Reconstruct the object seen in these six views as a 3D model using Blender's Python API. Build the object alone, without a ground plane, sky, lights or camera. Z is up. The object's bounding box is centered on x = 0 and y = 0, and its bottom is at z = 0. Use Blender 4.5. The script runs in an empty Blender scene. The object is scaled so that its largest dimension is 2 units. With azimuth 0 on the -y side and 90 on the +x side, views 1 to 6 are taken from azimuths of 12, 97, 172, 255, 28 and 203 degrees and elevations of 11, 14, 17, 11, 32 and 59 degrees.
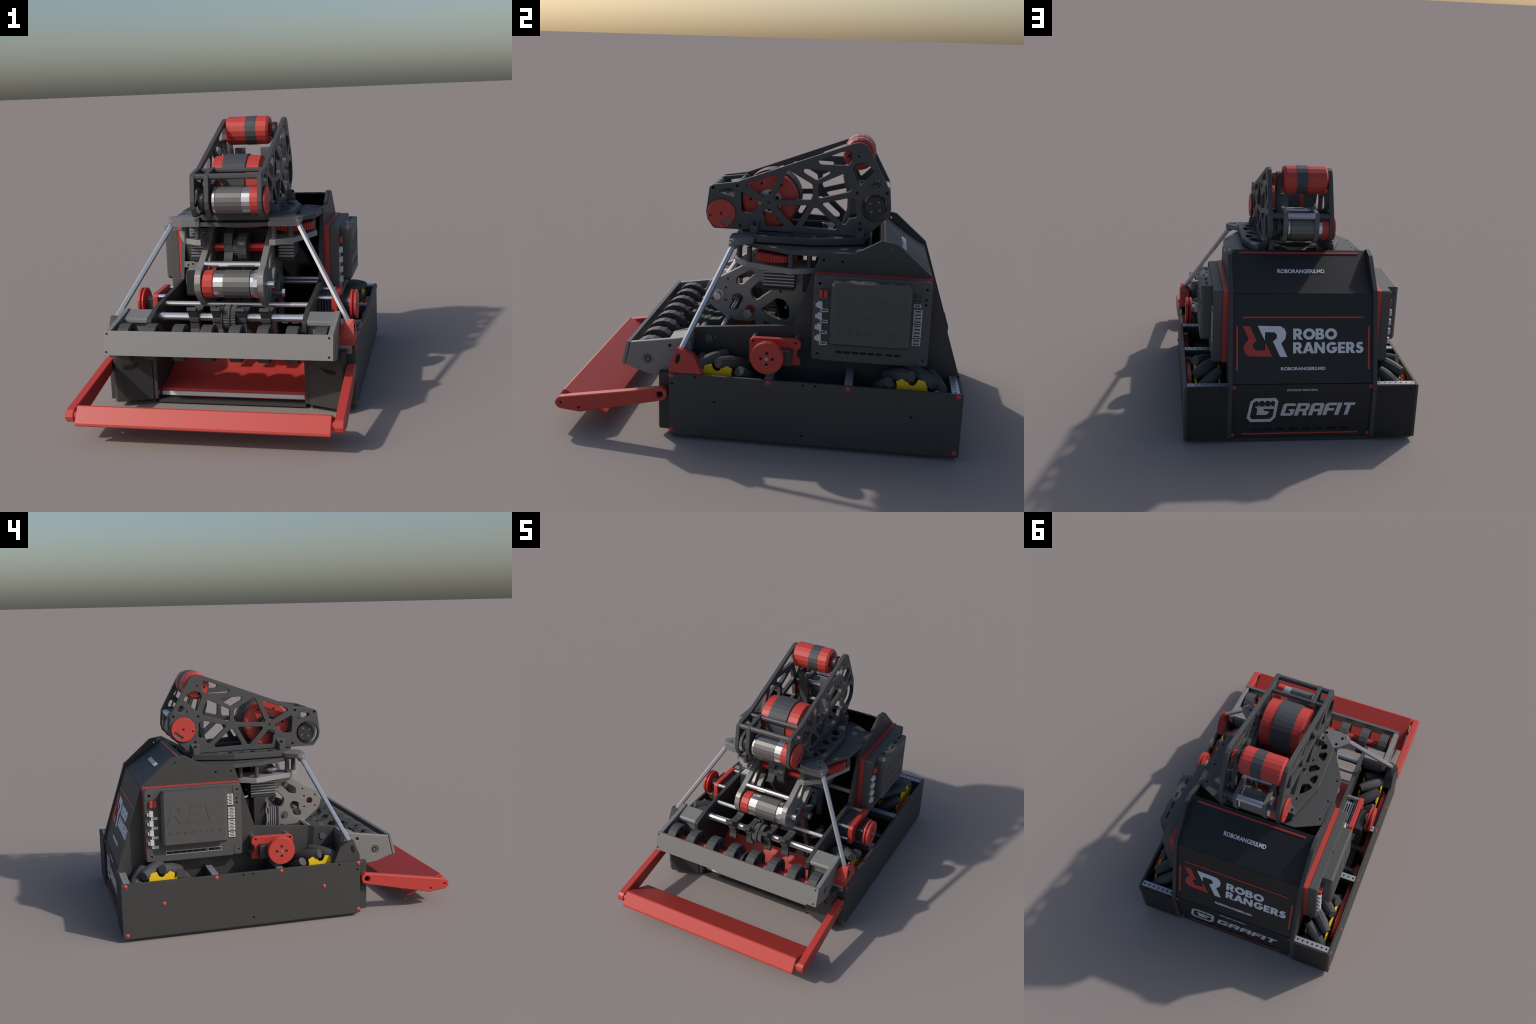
import bpy, bmesh, math
from mathutils import Vector, Matrix
from mathutils.geometry import tessellate_polygon

MM = 0.00396            # one millimetre of the real machine in scene metres
COL = bpy.context.scene.collection

# ------------------------------------------------------------------ materials
def material(name, base, rough=0.5, metal=0.0, var=0.12, grain=40.0, bump=0.0, spec=0.5):
    m = bpy.data.materials.new(name); m.use_nodes = True
    nt = m.node_tree; b = nt.nodes['Principled BSDF']
    tc = nt.nodes.new('ShaderNodeTexCoord')
    nz = nt.nodes.new('ShaderNodeTexNoise'); nz.inputs['Scale'].default_value = grain
    nz.inputs['Detail'].default_value = 3.0
    nt.links.new(tc.outputs['Object'], nz.inputs['Vector'])
    rp = nt.nodes.new('ShaderNodeValToRGB')
    lo = [c * (1 - var) for c in base]; hi = [min(1, c * (1 + var)) for c in base]
    rp.color_ramp.elements[0].position = 0.3; rp.color_ramp.elements[0].color = (*lo, 1)
    rp.color_ramp.elements[1].position = 0.7; rp.color_ramp.elements[1].color = (*hi, 1)
    nt.links.new(nz.outputs['Fac'], rp.inputs['Fac'])
    nt.links.new(rp.outputs['Color'], b.inputs['Base Color'])
    b.inputs['Roughness'].default_value = rough
    b.inputs['Metallic'].default_value = metal
    b.inputs['Specular IOR Level'].default_value = spec
    if bump:
        bp = nt.nodes.new('ShaderNodeBump'); bp.inputs['Strength'].default_value = bump
        bp.inputs['Distance'].default_value = 0.002
        nt.links.new(nz.outputs['Fac'], bp.inputs['Height'])
        nt.links.new(bp.outputs['Normal'], b.inputs['Normal'])
    return m

BLACK = material('black_panel_plastic', (0.046, 0.0455, 0.0445), 0.55, var=0.03, grain=90)
BACKP = material('black_back_panel', (0.017, 0.017, 0.0175), 0.55, var=0.02, grain=90, spec=0.45)
DARK  = material('dark_printed_plastic', (0.062, 0.062, 0.063), 0.5, var=0.02, grain=70)
BACKL = material('black_corner_panel', (0.022, 0.022, 0.022), 0.6, var=0.02, spec=0.35)
BAR   = material('sky_bright_edge_bar', (0.80, 0.79, 0.81), 0.4, metal=0.1, var=0.02)  # near-white base, low metal: bright sky reflection painted into the bar's colour
BOXM  = material('dark_wheel_guard', (0.042, 0.041, 0.040), 0.6, var=0.02)
HUBM  = material('hub_case_plastic', (0.080, 0.079, 0.078), 0.55, var=0.02, grain=120)
GREY  = material('grey_intake_frame', (0.225, 0.222, 0.216), 0.42, metal=0.15, var=0.015)
PLATE = material('grey_indexer_plate', (0.285, 0.275, 0.265), 0.38, metal=0.3, var=0.02)
RINGM = material('grey_bracket_plastic', (0.27, 0.265, 0.26), 0.5, var=0.02)
CLAMP = material('clamp_plastic', (0.165, 0.165, 0.17), 0.45, var=0.02)
RED   = material('red_plastic', (0.50, 0.047, 0.036), 0.47, var=0.02, grain=60)
REDD  = material('red_translucent_hub', (0.60, 0.012, 0.010), 0.3, var=0.02)
RUBBER= material('rubber_band', (0.055, 0.060, 0.066), 0.6, var=0.02)
ROLL  = material('rubber_roller', (0.060, 0.061, 0.062), 0.65, var=0.10, grain=35)
MOTOR = material('motor_case', (0.155, 0.153, 0.150), 0.38, metal=0.35, var=0.02)
STEEL = material('bright_steel', (0.68, 0.68, 0.69), 0.25, metal=0.9, var=0.03)
STRUT = material('strut_aluminium', (0.55, 0.56, 0.58), 0.33, metal=0.7, var=0.03)
YELL  = material('yellow_wheel_plate', (0.85, 0.56, 0.015), 0.5, var=0.02)
WHITE = material('white_print', (0.74, 0.76, 0.79), 0.6, var=0.03)
GPRINT= material('grey_print', (0.62, 0.585, 0.57), 0.6, var=0.03)
CONN  = material('white_connector', (0.62, 0.61, 0.60), 0.45, var=0.03)
HOLE  = material('hole_black', (0.006, 0.006, 0.006), 0.8, var=0.0)
SERVO = material('servo_case', (0.030, 0.031, 0.033), 0.4, var=0.02)
FIN   = material('servo_fin', (0.36, 0.37, 0.43), 0.3, metal=0.6, var=0.03)
GUARD = material('shooter_hood', (0.13, 0.128, 0.125), 0.55, var=0.02)
BLUE  = material('blue_insert', (0.02, 0.05, 0.45), 0.5, var=0.03)
CHAN  = material('channel_aluminium', (0.42, 0.43, 0.46), 0.4, metal=0.5, var=0.02)

# ------------------------------------------------------------------ geometry builder
def rounded(poly, r, n=3):
    """round the corners of a polygon with radius r (number or per-corner list)"""
    out = []; N = len(poly)
    for i, p in enumerate(poly):
        rr = r[i] if isinstance(r, (list, tuple)) else r
        a = Vector(poly[i-1]); b = Vector(p); c = Vector(poly[(i+1) % N])
        d0 = (a-b); d1 = (c-b); l0 = d0.length; l1 = d1.length
        if rr <= 0 or l0 < 1e-6 or l1 < 1e-6:
            out.append(tuple(b)); continue
        t = min(rr, l0*0.45, l1*0.45); d0.normalize(); d1.normalize()
        s = b+d0*t; e = b+d1*t
        for k in range(n+1):
            f = k/n
            q = s*(1-f)**2 + b*2*f*(1-f) + e*f*f
            out.append((q.x, q.y))
    return out

def area(p):
    return 0.5*sum(p[i-1][0]*p[i][1]-p[i][0]*p[i-1][1] for i in range(len(p)))

def inset(poly, d):
    """offset a CCW polygon inward by d (mitred)"""
    N = len(poly); out = []
    for i in range(N):
        a = Vector(poly[i-1]); b = Vector(poly[i]); c = Vector(poly[(i+1) % N])
        e0 = (b-a); e1 = (c-b)
        if e0.length < 1e-7 or e1.length < 1e-7: out.append(tuple(b)); continue
        e0.normalize(); e1.normalize()
        n0 = Vector((-e0.y, e0.x)); n1 = Vector((-e1.y, e1.x)); m = n0+n1
        k = m.length_squared
        m = m*(2/k) if k > 0.3 else n0
        out.append((b.x+m.x*d, b.y+m.y*d))
    return out

def circle(cx, cy, r, n=16, a0=0.0):
    return [(cx+r*math.cos(a0+2*math.pi*k/n), cy+r*math.sin(a0+2*math.pi*k/n)) for k in range(n)]

AX = {'x': lambda u, v, w: (w, u, v), 'y': lambda u, v, w: (u, w, v), 'z': lambda u, v, w: (u, v, w)}

class B:
    def __init__(s): s.v = []; s.f = []
    def add(s, vs, fs):
        o = len(s.v); s.v += [tuple(p) for p in vs]; s.f += [tuple(i+o for i in f) for f in fs]; return s
    def prism(s, poly, axis, w0, w1, holes=(), c=0.0, M=None):
        """extrude a 2D outline with holes along an axis, with chamfer c"""
        mp = AX[axis]
        loops = [list(poly)] + [list(h) for h in holes]
        for i, l in enumerate(loops):
            if area(l) < 0: l.reverse()
            if i > 0: l.reverse()
        if w0 > w1: w0, w1 = w1, w0
        ins = [inset(l, c) for l in loops] if c else loops
        vs = []; fs = []; idx = []
        for l, il in zip(loops, ins):
            b0 = len(vs); n = len(l)
            lay = [(il, w0), (l, w0+c), (l, w1-c), (il, w1)] if c else [(l, w0), (l, w1)]
            for pts, w in lay: vs += [mp(p[0], p[1], w) for p in pts]
            for k in range(len(lay)-1):
                for i in range(n):
                    j = (i+1) % n
                    fs.append((b0+k*n+i, b0+k*n+j, b0+(k+1)*n+j, b0+(k+1)*n+i))
            idx.append((b0, n, len(lay)))
        tri = tessellate_polygon([[Vector((p[0], p[1], 0)) for p in l] for l in ins])
        flat = [];
        for (b0, n, L) in idx: flat += [(b0+i, b0+(L-1)*n+i) for i in range(n)]
        for t in tri:
            a, b, d = t
            fs.append(tuple(flat[i][1] for i in (a, b, d)))
            fs.append(tuple(flat[i][0] for i in (d, b, a)))
        if M is not None: vs = [M @ Vector(p) for p in vs]
        return s.add(vs, fs)
    def box(s, x0, x1, y0, y1, z0, z1, c=0.0, M=None):
        return s.prism([(x0, y0), (x1, y0), (x1, y1), (x0, y1)], 'z', z0, z1, c=c, M=M)
    def lathe(s, p0, p1, prof, n=18, a0=0.0):
        """profile [(t along axis in m, radius)] revolved round the axis from p0 towards p1"""
        p0 = Vector(p0); d = (Vector(p1)-p0).normalized()
        u = d.orthogonal().normalized()
        if abs(d.x) > 0.9: u = Vector((0, 1, 0))
        elif abs(d.y) > 0.9: u = Vector((0, 0, 1))
        elif abs(d.z) > 0.9: u = Vector((1, 0, 0))
        u = (u - d*u.dot(d)).normalized(); w = d.cross(u)
        vs = []; fs = []; m = len(prof)
        for t, r in prof:
            for k in range(n):
                a = a0+2*math.pi*k/n
                vs.append(p0+d*t+(u*math.cos(a)+w*math.sin(a))*r)
        for i in range(m-1):
            for k in range(n):
                j = (k+1) % n
                fs.append((i*n+k, i*n+j, (i+1)*n+j, (i+1)*n+k))
        fs.append(tuple(range(n-1, -1, -1))); fs.append(tuple((m-1)*n+k for k in range(n)))
        return s.add(vs, fs)
    def cyl(s, p0, p1, r, n=18, c=0.0, a0=0.0):
        L = (Vector(p1)-Vector(p0)).length
        prof = [(0, r-c), (c, r), (L-c, r), (L, r-c)] if c else [(0, r), (L, r)]
        return s.lathe(p0, p1, prof, n, a0)
    def ring(s, p0, p1, r, ri, n=24, a0=0.0):
        L = (Vector(p1)-Vector(p0)).length
        # closed ring: outer wall, inner wall
        p0 = Vector(p0); d = (Vector(p1)-p0).normalized(); u = Vector((0, 1, 0)) if abs(d.x) > .9 else d.orthogonal().normalized(); w = d.cross(u)
        vs = []; fs = []
        for rr, t in ((r, 0), (r, L), (ri, L), (ri, 0)):
            for k in range(n):
                a = a0+2*math.pi*k/n
                vs.append(p0+d*t+(u*math.cos(a)+w*math.sin(a))*rr)
        for i in range(4):
            for k in range(n):
                j = (k+1) % n; i2 = (i+1) % 4
                fs.append((i*n+k, i*n+j, i2*n+j, i2*n+k))
        return s.add(vs, fs)
    def hull(s, pts):
        bm = bmesh.new()
        for p in pts: bm.verts.new(p)
        bmesh.ops.convex_hull(bm, input=bm.verts)
        bm.verts.ensure_lookup_table(); bm.verts.index_update()
        s.add([v.co.copy() for v in bm.verts], [[v.index for v in f.verts] for f in bm.faces]); bm.free(); return s
    def sheet(s, path, axis, w0, w1, t):
        """bent sheet: a 2D path with thickness t extruded along an axis"""
        n = len(path); L = []; R = []
        for i, p in enumerate(path):
            a = Vector(path[max(i-1, 0)]); b = Vector(path[min(i+1, n-1)])
            d = (b-a).normalized(); q = Vector((-d.y, d.x))*t/2
            L.append((p[0]+q.x, p[1]+q.y)); R.append((p[0]-q.x, p[1]-q.y))
        return s.prism(L+R[::-1], axis, w0, w1)
    def mirror(s):
        o = B(); o.v = [(-x, y, z) for x, y, z in s.v]; o.f = [f[::-1] for f in s.f]; return o
    def mesh(s, name, mat, smooth=None):
        me = bpy.data.meshes.new(name); me.from_pydata(s.v, [], s.f)
        bm = bmesh.new(); bm.from_mesh(me)
        bmesh.ops.recalc_face_normals(bm, faces=bm.faces); bm.to_mesh(me); bm.free()
        me.materials.append(mat); me.update()
        if smooth is not None:
            for p in me.polygons: p.use_smooth = True
            me.set_sharp_from_angle(angle=math.radians(smooth))
        return me

def put(name, me, parent, M=None):
    o = bpy.data.objects.new(name, me); COL.objects.link(o); o.parent = parent
    if M is not None: o.matrix_local = M
    return o

def part(b, name, mat, parent, smooth=None, kind=None):
    o = put(name, b.mesh(name, mat, smooth), parent)
    if kind: o['kind'] = kind
    return o

def pair(b, name, mat, parents, smooth=None):
    """a part on the right and its mirror image on the left"""
    pr, pl = parents if isinstance(parents, tuple) else (parents, parents)
    return part(b, name, mat, pr, smooth), part(b.mirror(), name, mat, pl, smooth)

def text_part(body, name, mat, parent, M, height, width=None, thick=0.004, bold=0.0, shear=0.0, spacing=1.0):
    cu = bpy.data.curves.new(name, 'FONT'); cu.body = body; cu.size = 1.0; cu.extrude = 0.5
    cu.offset = bold; cu.shear = shear; cu.space_character = spacing; cu.resolution_u = 3
    ob = bpy.data.objects.new(name+'_curve', cu); COL.objects.link(ob)
    dg = bpy.context.evaluated_depsgraph_get(); dg.update()
    me = bpy.data.meshes.new_from_object(ob.evaluated_get(dg))
    bpy.data.objects.remove(ob); bpy.data.curves.remove(cu)
    xs = [v.co.x for v in me.vertices]; ys = [v.co.y for v in me.vertices]
    x0, y0 = min(xs), min(ys); sy = height/(max(ys)-y0); sx = (width/(max(xs)-x0)) if width else sy
    for v in me.vertices:
        v.co = M @ Vector(((v.co.x-x0)*sx, (v.co.y-y0)*sy, v.co.z*thick))
    me.materials.clear(); me.materials.append(mat); me.name = name
    return put(name, me, parent)

# ------------------------------------------------------------------ root
robot = bpy.data.objects.new('competition_robot', None); COL.objects.link(robot)
robot['label'] = 'dark grey and red wheeled competition robot with tilted shooter turret'
robot['category'] = 'robot'

# ================================================================== CHASSIS
PX, PY0, PY1, PZ0, PZ1 = 0.645, -0.400, 1.0, 0.021, 0.338
side_holes = [(-.384, .286), (-.271, .325), (.25, .325), (.307, .325), (.253, .066)]
b = B().prism([(PY0, PZ0), (PY1, PZ0), (PY1, PZ1), (PY0, PZ1)], 'x', PX-0.016, PX,
              holes=[circle(y, z, .0058, 8) for y, z in side_holes + [(-.177, .206), (.764, .206)]], c=.0015)
side_panel_r = part(b, 'side_panel', BLACK, robot)
b = B().prism([(PY0, PZ0), (PY1, PZ0), (PY1, PZ1), (PY0, PZ1)], 'x', -PX+0.016, -PX,
              holes=[circle(y, z, .0058, 8) for y, z in side_holes], c=.0015)
side_panel_l = part(b, 'side_panel', BLACK, robot)

# inner side plates with the tower profile
IX0, IX1 = 0.387, 0.411
inner = [(-.398, .026), (-.398, .380), (-.436, .400), (-.438, .462), (-.313, .501), (.174, .543), (.292, .921), (.460, .925),
         (.583, .995), (.663, .981), (.838, .827), (.992, .350), (1.0, .337), (1.0, .022)]
ih = [(-.225, .455), (.31, .885), (.40, .882), (.635, .955)]
b = B().prism(rounded(inner, .006, 2), 'x', IX0, IX1, holes=[circle(y, z, .006, 8) for y, z in ih], c=.0015)
inner_r, inner_l = pair(b, 'inner_side_plate', BLACK, robot)

# floor and lower rails
b = B().box(-.387, .387, -.385, .985, .006, .022)
part(b, 'floor_plate', BOXM, robot)
b = B().box(.612, .629, -.385, .985, .008, .022).box(.411, .425, -.385, .985, .008, .022).box(.425, .612, .02, .545, .008, .020)
pair(b, 'bay_floor', BOXM, (side_panel_r, side_panel_l))

# rear corner panels
b = B().box(.4115, PX-.0165, .986, .999, .021, .336, c=.001)
cr, cl = pair(b, 'rear_corner_panel', BACKL, robot)
b = B()
for z in (.318, .04):
    for x in (.455, .60): b.cyl((x, .999, z), (x, .9998, z), .0065, 8)
pair(b, 'bolt_hole', HOLE, (cr, cl))

# front wheel guards: wedge-shaped boxes
b = B().prism([(.411, -.404), (.56, -.458), (.585, -.464), (.601, -.455), (.602, -.402), (.602, -.385), (.411, -.385)], 'z', .026, .322, c=.003)
b.box(.602, .64, -.401, -.388, .03, .33)
guard_r, guard_l = pair(b, 'wheel_guard', BOXM, robot)
b = B().hull([(.470, -.4315, .228), (.548, -.4575, .222), (.548, -.4575, .205), (.51, -.445, .204),
              (.470, -.428, .228), (.548, -.45, .222), (.548, -.45, .205), (.51, -.44, .204)])
pair(b, 'cable_slot', HOLE, (guard_r, guard_l))

# red dome screws, shared mesh
scr = B().lathe((0, 0, 0), (1, 0, 0), [(0, .013), (.002, .0125), (.0055, .005), (.0062, .002)], 7).mesh('panel_screw', RED)
for p, n in ((side_panel_r, 1), (side_panel_l, -1)):
    pos = [(-.389, .325), (-.388, .043), (.083, .325), (.464, .324), (.976, .325), (.977, .041)]
    if n < 0: pos += [(-.176, .207), (.765, .206)]
    for y, z in pos:
        put('panel_screw', scr, p, Matrix.Translation((n*PX, y, z)) @ (Matrix.Rotation(math.pi, 4, 'Z') if n < 0 else Matrix()))
for n, p in ((1, inner_r), (-1, inner_l)):
    for y, z, ax in ((.99, .325, 0), (.99, .04, 0)):
        put('panel_screw', scr, p, Matrix.Translation((n*.381, .9845, z)) @ Matrix.Rotation(math.pi/2, 4, 'Z'))
    put('panel_screw', scr, p, Matrix.Translation((n*.387, -.385, .062)) @ (Matrix.Rotation(math.pi, 4, 'Z') if n > 0 else Matrix()))

# perforated cross channels
for yc, x0 in ((.083, .412), (.464, .412), (.966, .412)):
    holes = [circle(.428+.0310*k, yc, .0062, 8) for k in range(7)]
    b = B().prism([(x0, yc-.019), (.628, yc-.019), (.628, yc+.019), (x0, yc+.019)], 'z', .330, .337, holes=holes)
    pair(b, 'perforated_channel', CHAN, (side_panel_r, side_panel_l))
    b = B()
    vh = [circle(.428+.0310*k, .312, .0055, 8) for k in range(7)]
    b.prism([(x0, .292), (.628, .292), (.628, .3295), (x0, .3295)], 'y', yc-.019, yc-.013, holes=vh)
    b.prism([(x0, .292), (.628, .292), (.628, .3295), (x0, .3295)], 'y', yc+.013, yc+.019, holes=vh)
    pair(b, 'channel_web', DARK, (side_panel_r, side_panel_l))  # same channel, darker material: shade on its upright faces baked into colour

# ------------------------------------------------------------------ back panels and lettering
def panel(p, q, t=.008):
    return B().sheet([p, q], 'x', -.387, .387, t)
UP0, UP1, MID1 = Vector((.575, .981)), Vector((.826, .807)), Vector((.976, .343))
back_up = part(panel(UP0, UP1), 'back_panel', BACKP, robot)
back_mid = part(panel(UP1, MID1), 'back_panel', BACKP, robot)
b = B().prism([(-.387, .024), (.387, .024), (.387, .341), (-.387, .341)], 'y', .974, .9845,
              holes=[[(x0, .068), (x0+.047, .068), (x0+.047, .080), (x0, .080)] for x0 in [-.2655+.0705*k for k in range(8)]])
back_low = part(b, 'back_panel', BACKP, robot)

def frame(p, q):
    """map (u to the right seen from behind, v up the panel, w out) ; v is measured as height z"""
    d = (p-q).normalized(); nrm = Vector((0, d.y, -d.x))
    if nrm.y < 0: nrm = -nrm
    k = 1/d.y
    def M(x, z):
        t = (z-q.y)/d.y
        o = Vector((x, q.x+d.x*t, z)) + nrm*.0042
        return Matrix(((-1, 0, nrm.x, o.x), (0, d.x*k, nrm.y, o.y), (0, d.y*k, nrm.z, o.z), (0, 0, 0, 1)))
    return M
FU, FM = frame(UP0, UP1), frame(UP1, MID1)
def FL(x, z): return Matrix(((-1, 0, 0, x), (0, 0, 1, .9848), (0, 1, 0, z), (0, 0, 0, 1)))

def stripe(F, x0, x1, z0, z1, parent, name='red_stripe', mat=RED, cut=0):
    M = F(0, 0); poly = [(-x0, z0), (-x1, z0), (-x1, z1), (-x0, z1)]
    if cut > 0: poly = [(-x0, z0), (-x1, z0), (-x1, z1-cut), (-x0, z1)]
    if cut < 0: poly = [(-x0, z0), (-x1, z0), (-x1, z1), (-x0, z1+cut)]
    part(B().prism(poly, 'z', 0, .003, M=M), name, mat, parent)
stripe(FU, .340, -.340, .9640, .9705, back_up)
stripe(FM, .335, -.333, .682, .690, back_mid)
stripe(FM, .369, .359, .413, .646, back_mid, cut=.012)
stripe(FM, -.359, -.369, .413, .646, back_mid, cut=-.012)
stripe(FL, .328, -.323, .045, .054, back_low)
# monogram: a red reversed R and a pale R
redR = [(.335, .642), (.296, .642), (.257, .563), (.272, .556), (.281, .540), (.264, .516), (.213, .516), (.211, .557), (.172, .483), (.299, .486), (.320, .500), (.329, .528), (.324, .548), (.302, .575)]
palR = [(.253, .643), (.127, .640), (.107, .628), (.096, .606), (.101, .575), (.124, .551), (.089, .481), (.129, .482), (.169, .562), (.150, .576), (.146, .594), (.160, .609), (.212, .610), (.214, .567)]
part(B().prism([(-x, z) for x, z in redR], 'z', 0, .003, M=FM(0, 0)), 'monogram_letter', RED, back_mid)
part(B().prism([(-x, z) for x, z in palR], 'z', 0, .003, M=FM(0, 0)), 'monogram_letter', WHITE, back_mid)
# heavy rounded capitals, drawn on a cell five units high
HEAVY = {'R': ([(0, 0), (1.3, 0), (1.3, 1.7), (1.5, 1.7), (2.5, 0), (4.1, 0), (2.9, 1.9), (3.5, 2.5), (3.7, 3.4), (3.4, 4.4), (2.6, 5), (0, 5)], [[(1.3, 2.8), (1.9, 2.8), (2.3, 3.1), (2.3, 3.6), (1.9, 3.9), (1.3, 3.9)]]),
         'O': (circle(2.6, 2.5, 2.6, 14, .2), [circle(2.6, 2.5, 1.25, 12, .2)]),
         'B': ([(0, 0), (2.6, 0), (3.5, .5), (3.8, 1.4), (3.6, 2.2), (3.0, 2.7), (3.4, 3.2), (3.5, 3.9), (3.2, 4.6), (2.4, 5), (0, 5)], [[(1.3, 1.05), (2.1, 1.05), (2.4, 1.5), (2.1, 2.0), (1.3, 2.0)], [(1.3, 3.1), (1.9, 3.1), (2.2, 3.5), (1.9, 4.0), (1.3, 4.0)]]),
         'A': ([(0, 0), (1.4, 0), (1.75, .95), (3.2, .95), (3.55, 0), (5, 0), (3.2, 5), (1.8, 5)], [[(2.1, 2.0), (2.9, 2.0), (2.5, 3.3)]]),
         'N': ([(0, 0), (1.3, 0), (1.3, 2.9), (3.3, 0), (4.6, 0), (4.6, 5), (3.3, 5), (3.3, 2.1), (1.3, 5), (0, 5)], []),
         'G': ([(4.9, 2.8), (2.6, 2.8), (2.6, 1.8), (3.5, 1.8), (3.2, 1.3), (2.6, 1.15), (1.9, 1.35), (1.45, 1.9), (1.4, 2.6), (1.55, 3.2), (2.0, 3.7), (2.7, 3.85), (3.4, 3.5), (4.6, 4.2), (3.9, 4.8), (2.7, 5.1), (1.3, 4.7), (.4, 3.8), (.1, 2.5), (.4, 1.2), (1.2, .3), (2.5, -.1), (3.8, .2), (4.7, 1.1)], []),
         'E': ([(0, 0), (3.1, 0), (3.1, 1.1), (1.3, 1.1), (1.3, 1.95), (2.9, 1.95), (2.9, 3.0), (1.3, 3.0), (1.3, 3.9), (3.1, 3.9), (3.1, 5), (0, 5)], []),
         'S': ([(.1, .7), (.6, 1.7), (1.3, 1.2), (2.0, 1.1), (2.2, 1.4), (2.0, 1.75), (1.0, 2.2), (.45, 2.8), (.3, 3.6), (.7, 4.6), (1.7, 5.1), (2.7, 5.0), (3.3, 4.7), (2.8, 3.75), (2.2, 4.0), (1.7, 3.9), (1.7, 3.5), (2.7, 3.0), (3.4, 2.4), (3.6, 1.5), (3.2, .6), (2.3, -.05), (1.2, -.05), (.5, .3)], [])}
ADV = {'R': 4.15, 'O': 5.35, 'B': 4.0, 'A': 5.05, 'N': 5.1, 'G': 5.25, 'E': 3.5, 'S': 3.7}
for word, zb, wid in (('ROBO', .5705, .246), ('RANGERS', .4995, .394)):
    cx = 0; k = wid/sum(ADV[c] for c in word)
    for ch in word:
        f = lambda p: (-.058+(cx+p[0])*k, zb+p[1]*.0115)
        o, hs = HEAVY[ch]
        part(B().prism([f(p) for p in o], 'z', 0, .003, holes=[[f(p) for p in h] for h in hs], M=FM(0, 0)), 'printed_letter', WHITE, back_mid)
        cx += ADV[ch]
text_part('ROBORANGERS.MD', 'printed_word', WHITE, back_mid, FM(.124, .412), .017, .246, bold=.03)
text_part('ROBORANGERS.MD', 'printed_word', WHITE, back_up, FU(.134, .886), .0155, .266, bold=.03)
text_part('SPONSOR PRINCIPAL', 'printed_word', WHITE, back_low, FL(.089, .302), .012, .172, bold=.0)
# lower logo: octagonal badge with a G and a toothed top
octo = [(.287, .242), (.263, .262), (.148, .263), (.133, .244), (.146, .147), (.172, .121), (.284, .121), (.304, .146)]
octi = [(.272, .236), (.255, .247), (.163, .248), (.150, .238), (.161, .152), (.178, .137), (.277, .137), (.287, .152)]
part(B().prism([(-x, z) for x, z in octo], 'z', 0, .003, holes=[[(-x, z) for x, z in octi]], M=FL(0, 0)), 'badge_letter', GPRINT, back_low)
badge = B()
badge.prism([(-x, z) for x, z in [(.262, .212), (.150, .213), (.153, .199), (.214, .199), (.211, .188), (.180, .180), (.196, .163), (.251, .163), (.247, .200)]], 'z', .0002, .003, M=FL(0, 0))
for k in range(3):
    x = .240-.032*k
    badge.prism([(-x, .206), (-x+.008, .222), (-x, .216), (-x-.006, .224)], 'z', .0004, .003, M=FL(0, 0))
    badge.prism([(-x-.008, .2475), (-x, .236), (-x+.008, .2475)], 'z', .0006, .003, M=FL(0, 0))
part(badge, 'badge_letter', GPRINT, back_low)
# block italic word built from stroke outlines on a 4 x 5 cell grid
LET = {'G': ([(.4, 0), (3, 0), (3.6, .6), (3.6, 2.6), (2, 2.6), (2, 1.9), (2.6, 1.9), (2.6, 1), (1.1, 1), (1.1, 4), (3.6, 4), (3.6, 4.4), (3, 5), (.6, 5), (0, 4.4), (0, .4)], []),
       'R': ([(0, 0), (1.1, 0), (1.1, 1.7), (2.1, 1.7), (2.4, 0), (3.6, 0), (3.1, 1.9), (3.6, 2.5), (3.6, 4.4), (3, 5), (0, 5)], [[(1.1, 2.7), (2.6, 2.7), (2.6, 4), (1.1, 4)]]),
       'A': ([(0, 0), (1.1, 0), (1.1, 1.6), (2.6, 1.6), (2.6, 0), (3.7, 0), (3.7, 4.4), (3.1, 5), (.6, 5), (0, 4.4)], [[(1.1, 2.6), (2.6, 2.6), (2.6, 4), (1.1, 4)]]),
       'F': ([(0, 0), (1.1, 0), (1.1, 1.8), (2.8, 1.8), (2.8, 2.8), (1.1, 2.8), (1.1, 4), (3.2, 4), (3.2, 5), (.6, 5), (0, 4.4)], []),
       'I': ([(0, 0), (1.2, 0), (1.2, 5), (0, 5)], []),
       'T': ([(1.0, 0), (2.1, 0), (2.1, 4), (3.2, 4), (3.2, 5), (0, 5), (0, 4), (1.0, 4)], [])}
adv = {'G': 3.95, 'R': 4.0, 'A': 4.05, 'F': 3.4, 'I': 1.75, 'T': 3.2}
cx = 0; tot = sum(adv[c] for c in 'GRAFIT'); W = .400; cell = .0148
for ch in 'GRAFIT':
    f = lambda p: (-.121+(cx+p[0])*W/tot + p[1]*cell*.26, .1555+p[1]*cell)
    o, hs = LET[ch]
    part(B().prism([f(p) for p in o], 'z', 0, .003, holes=[[f(p) for p in h] for h in hs], M=FL(0, 0)), 'logo_letter', GPRINT, back_low)
    cx += adv[ch]
# shallow groove frame round the logo
b = B()
for (x0, x1, z0, z1) in ((.328, -.321, .2850, .2868), (.3285, .3268, .12, .285)):
    b.prism([(-x0, z0), (-x1, z0), (-x1, z1), (-x0, z1)], 'z', 0, .0006, M=FL(0, 0))
part(b, 'logo_frame', HOLE, back_low)

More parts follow.
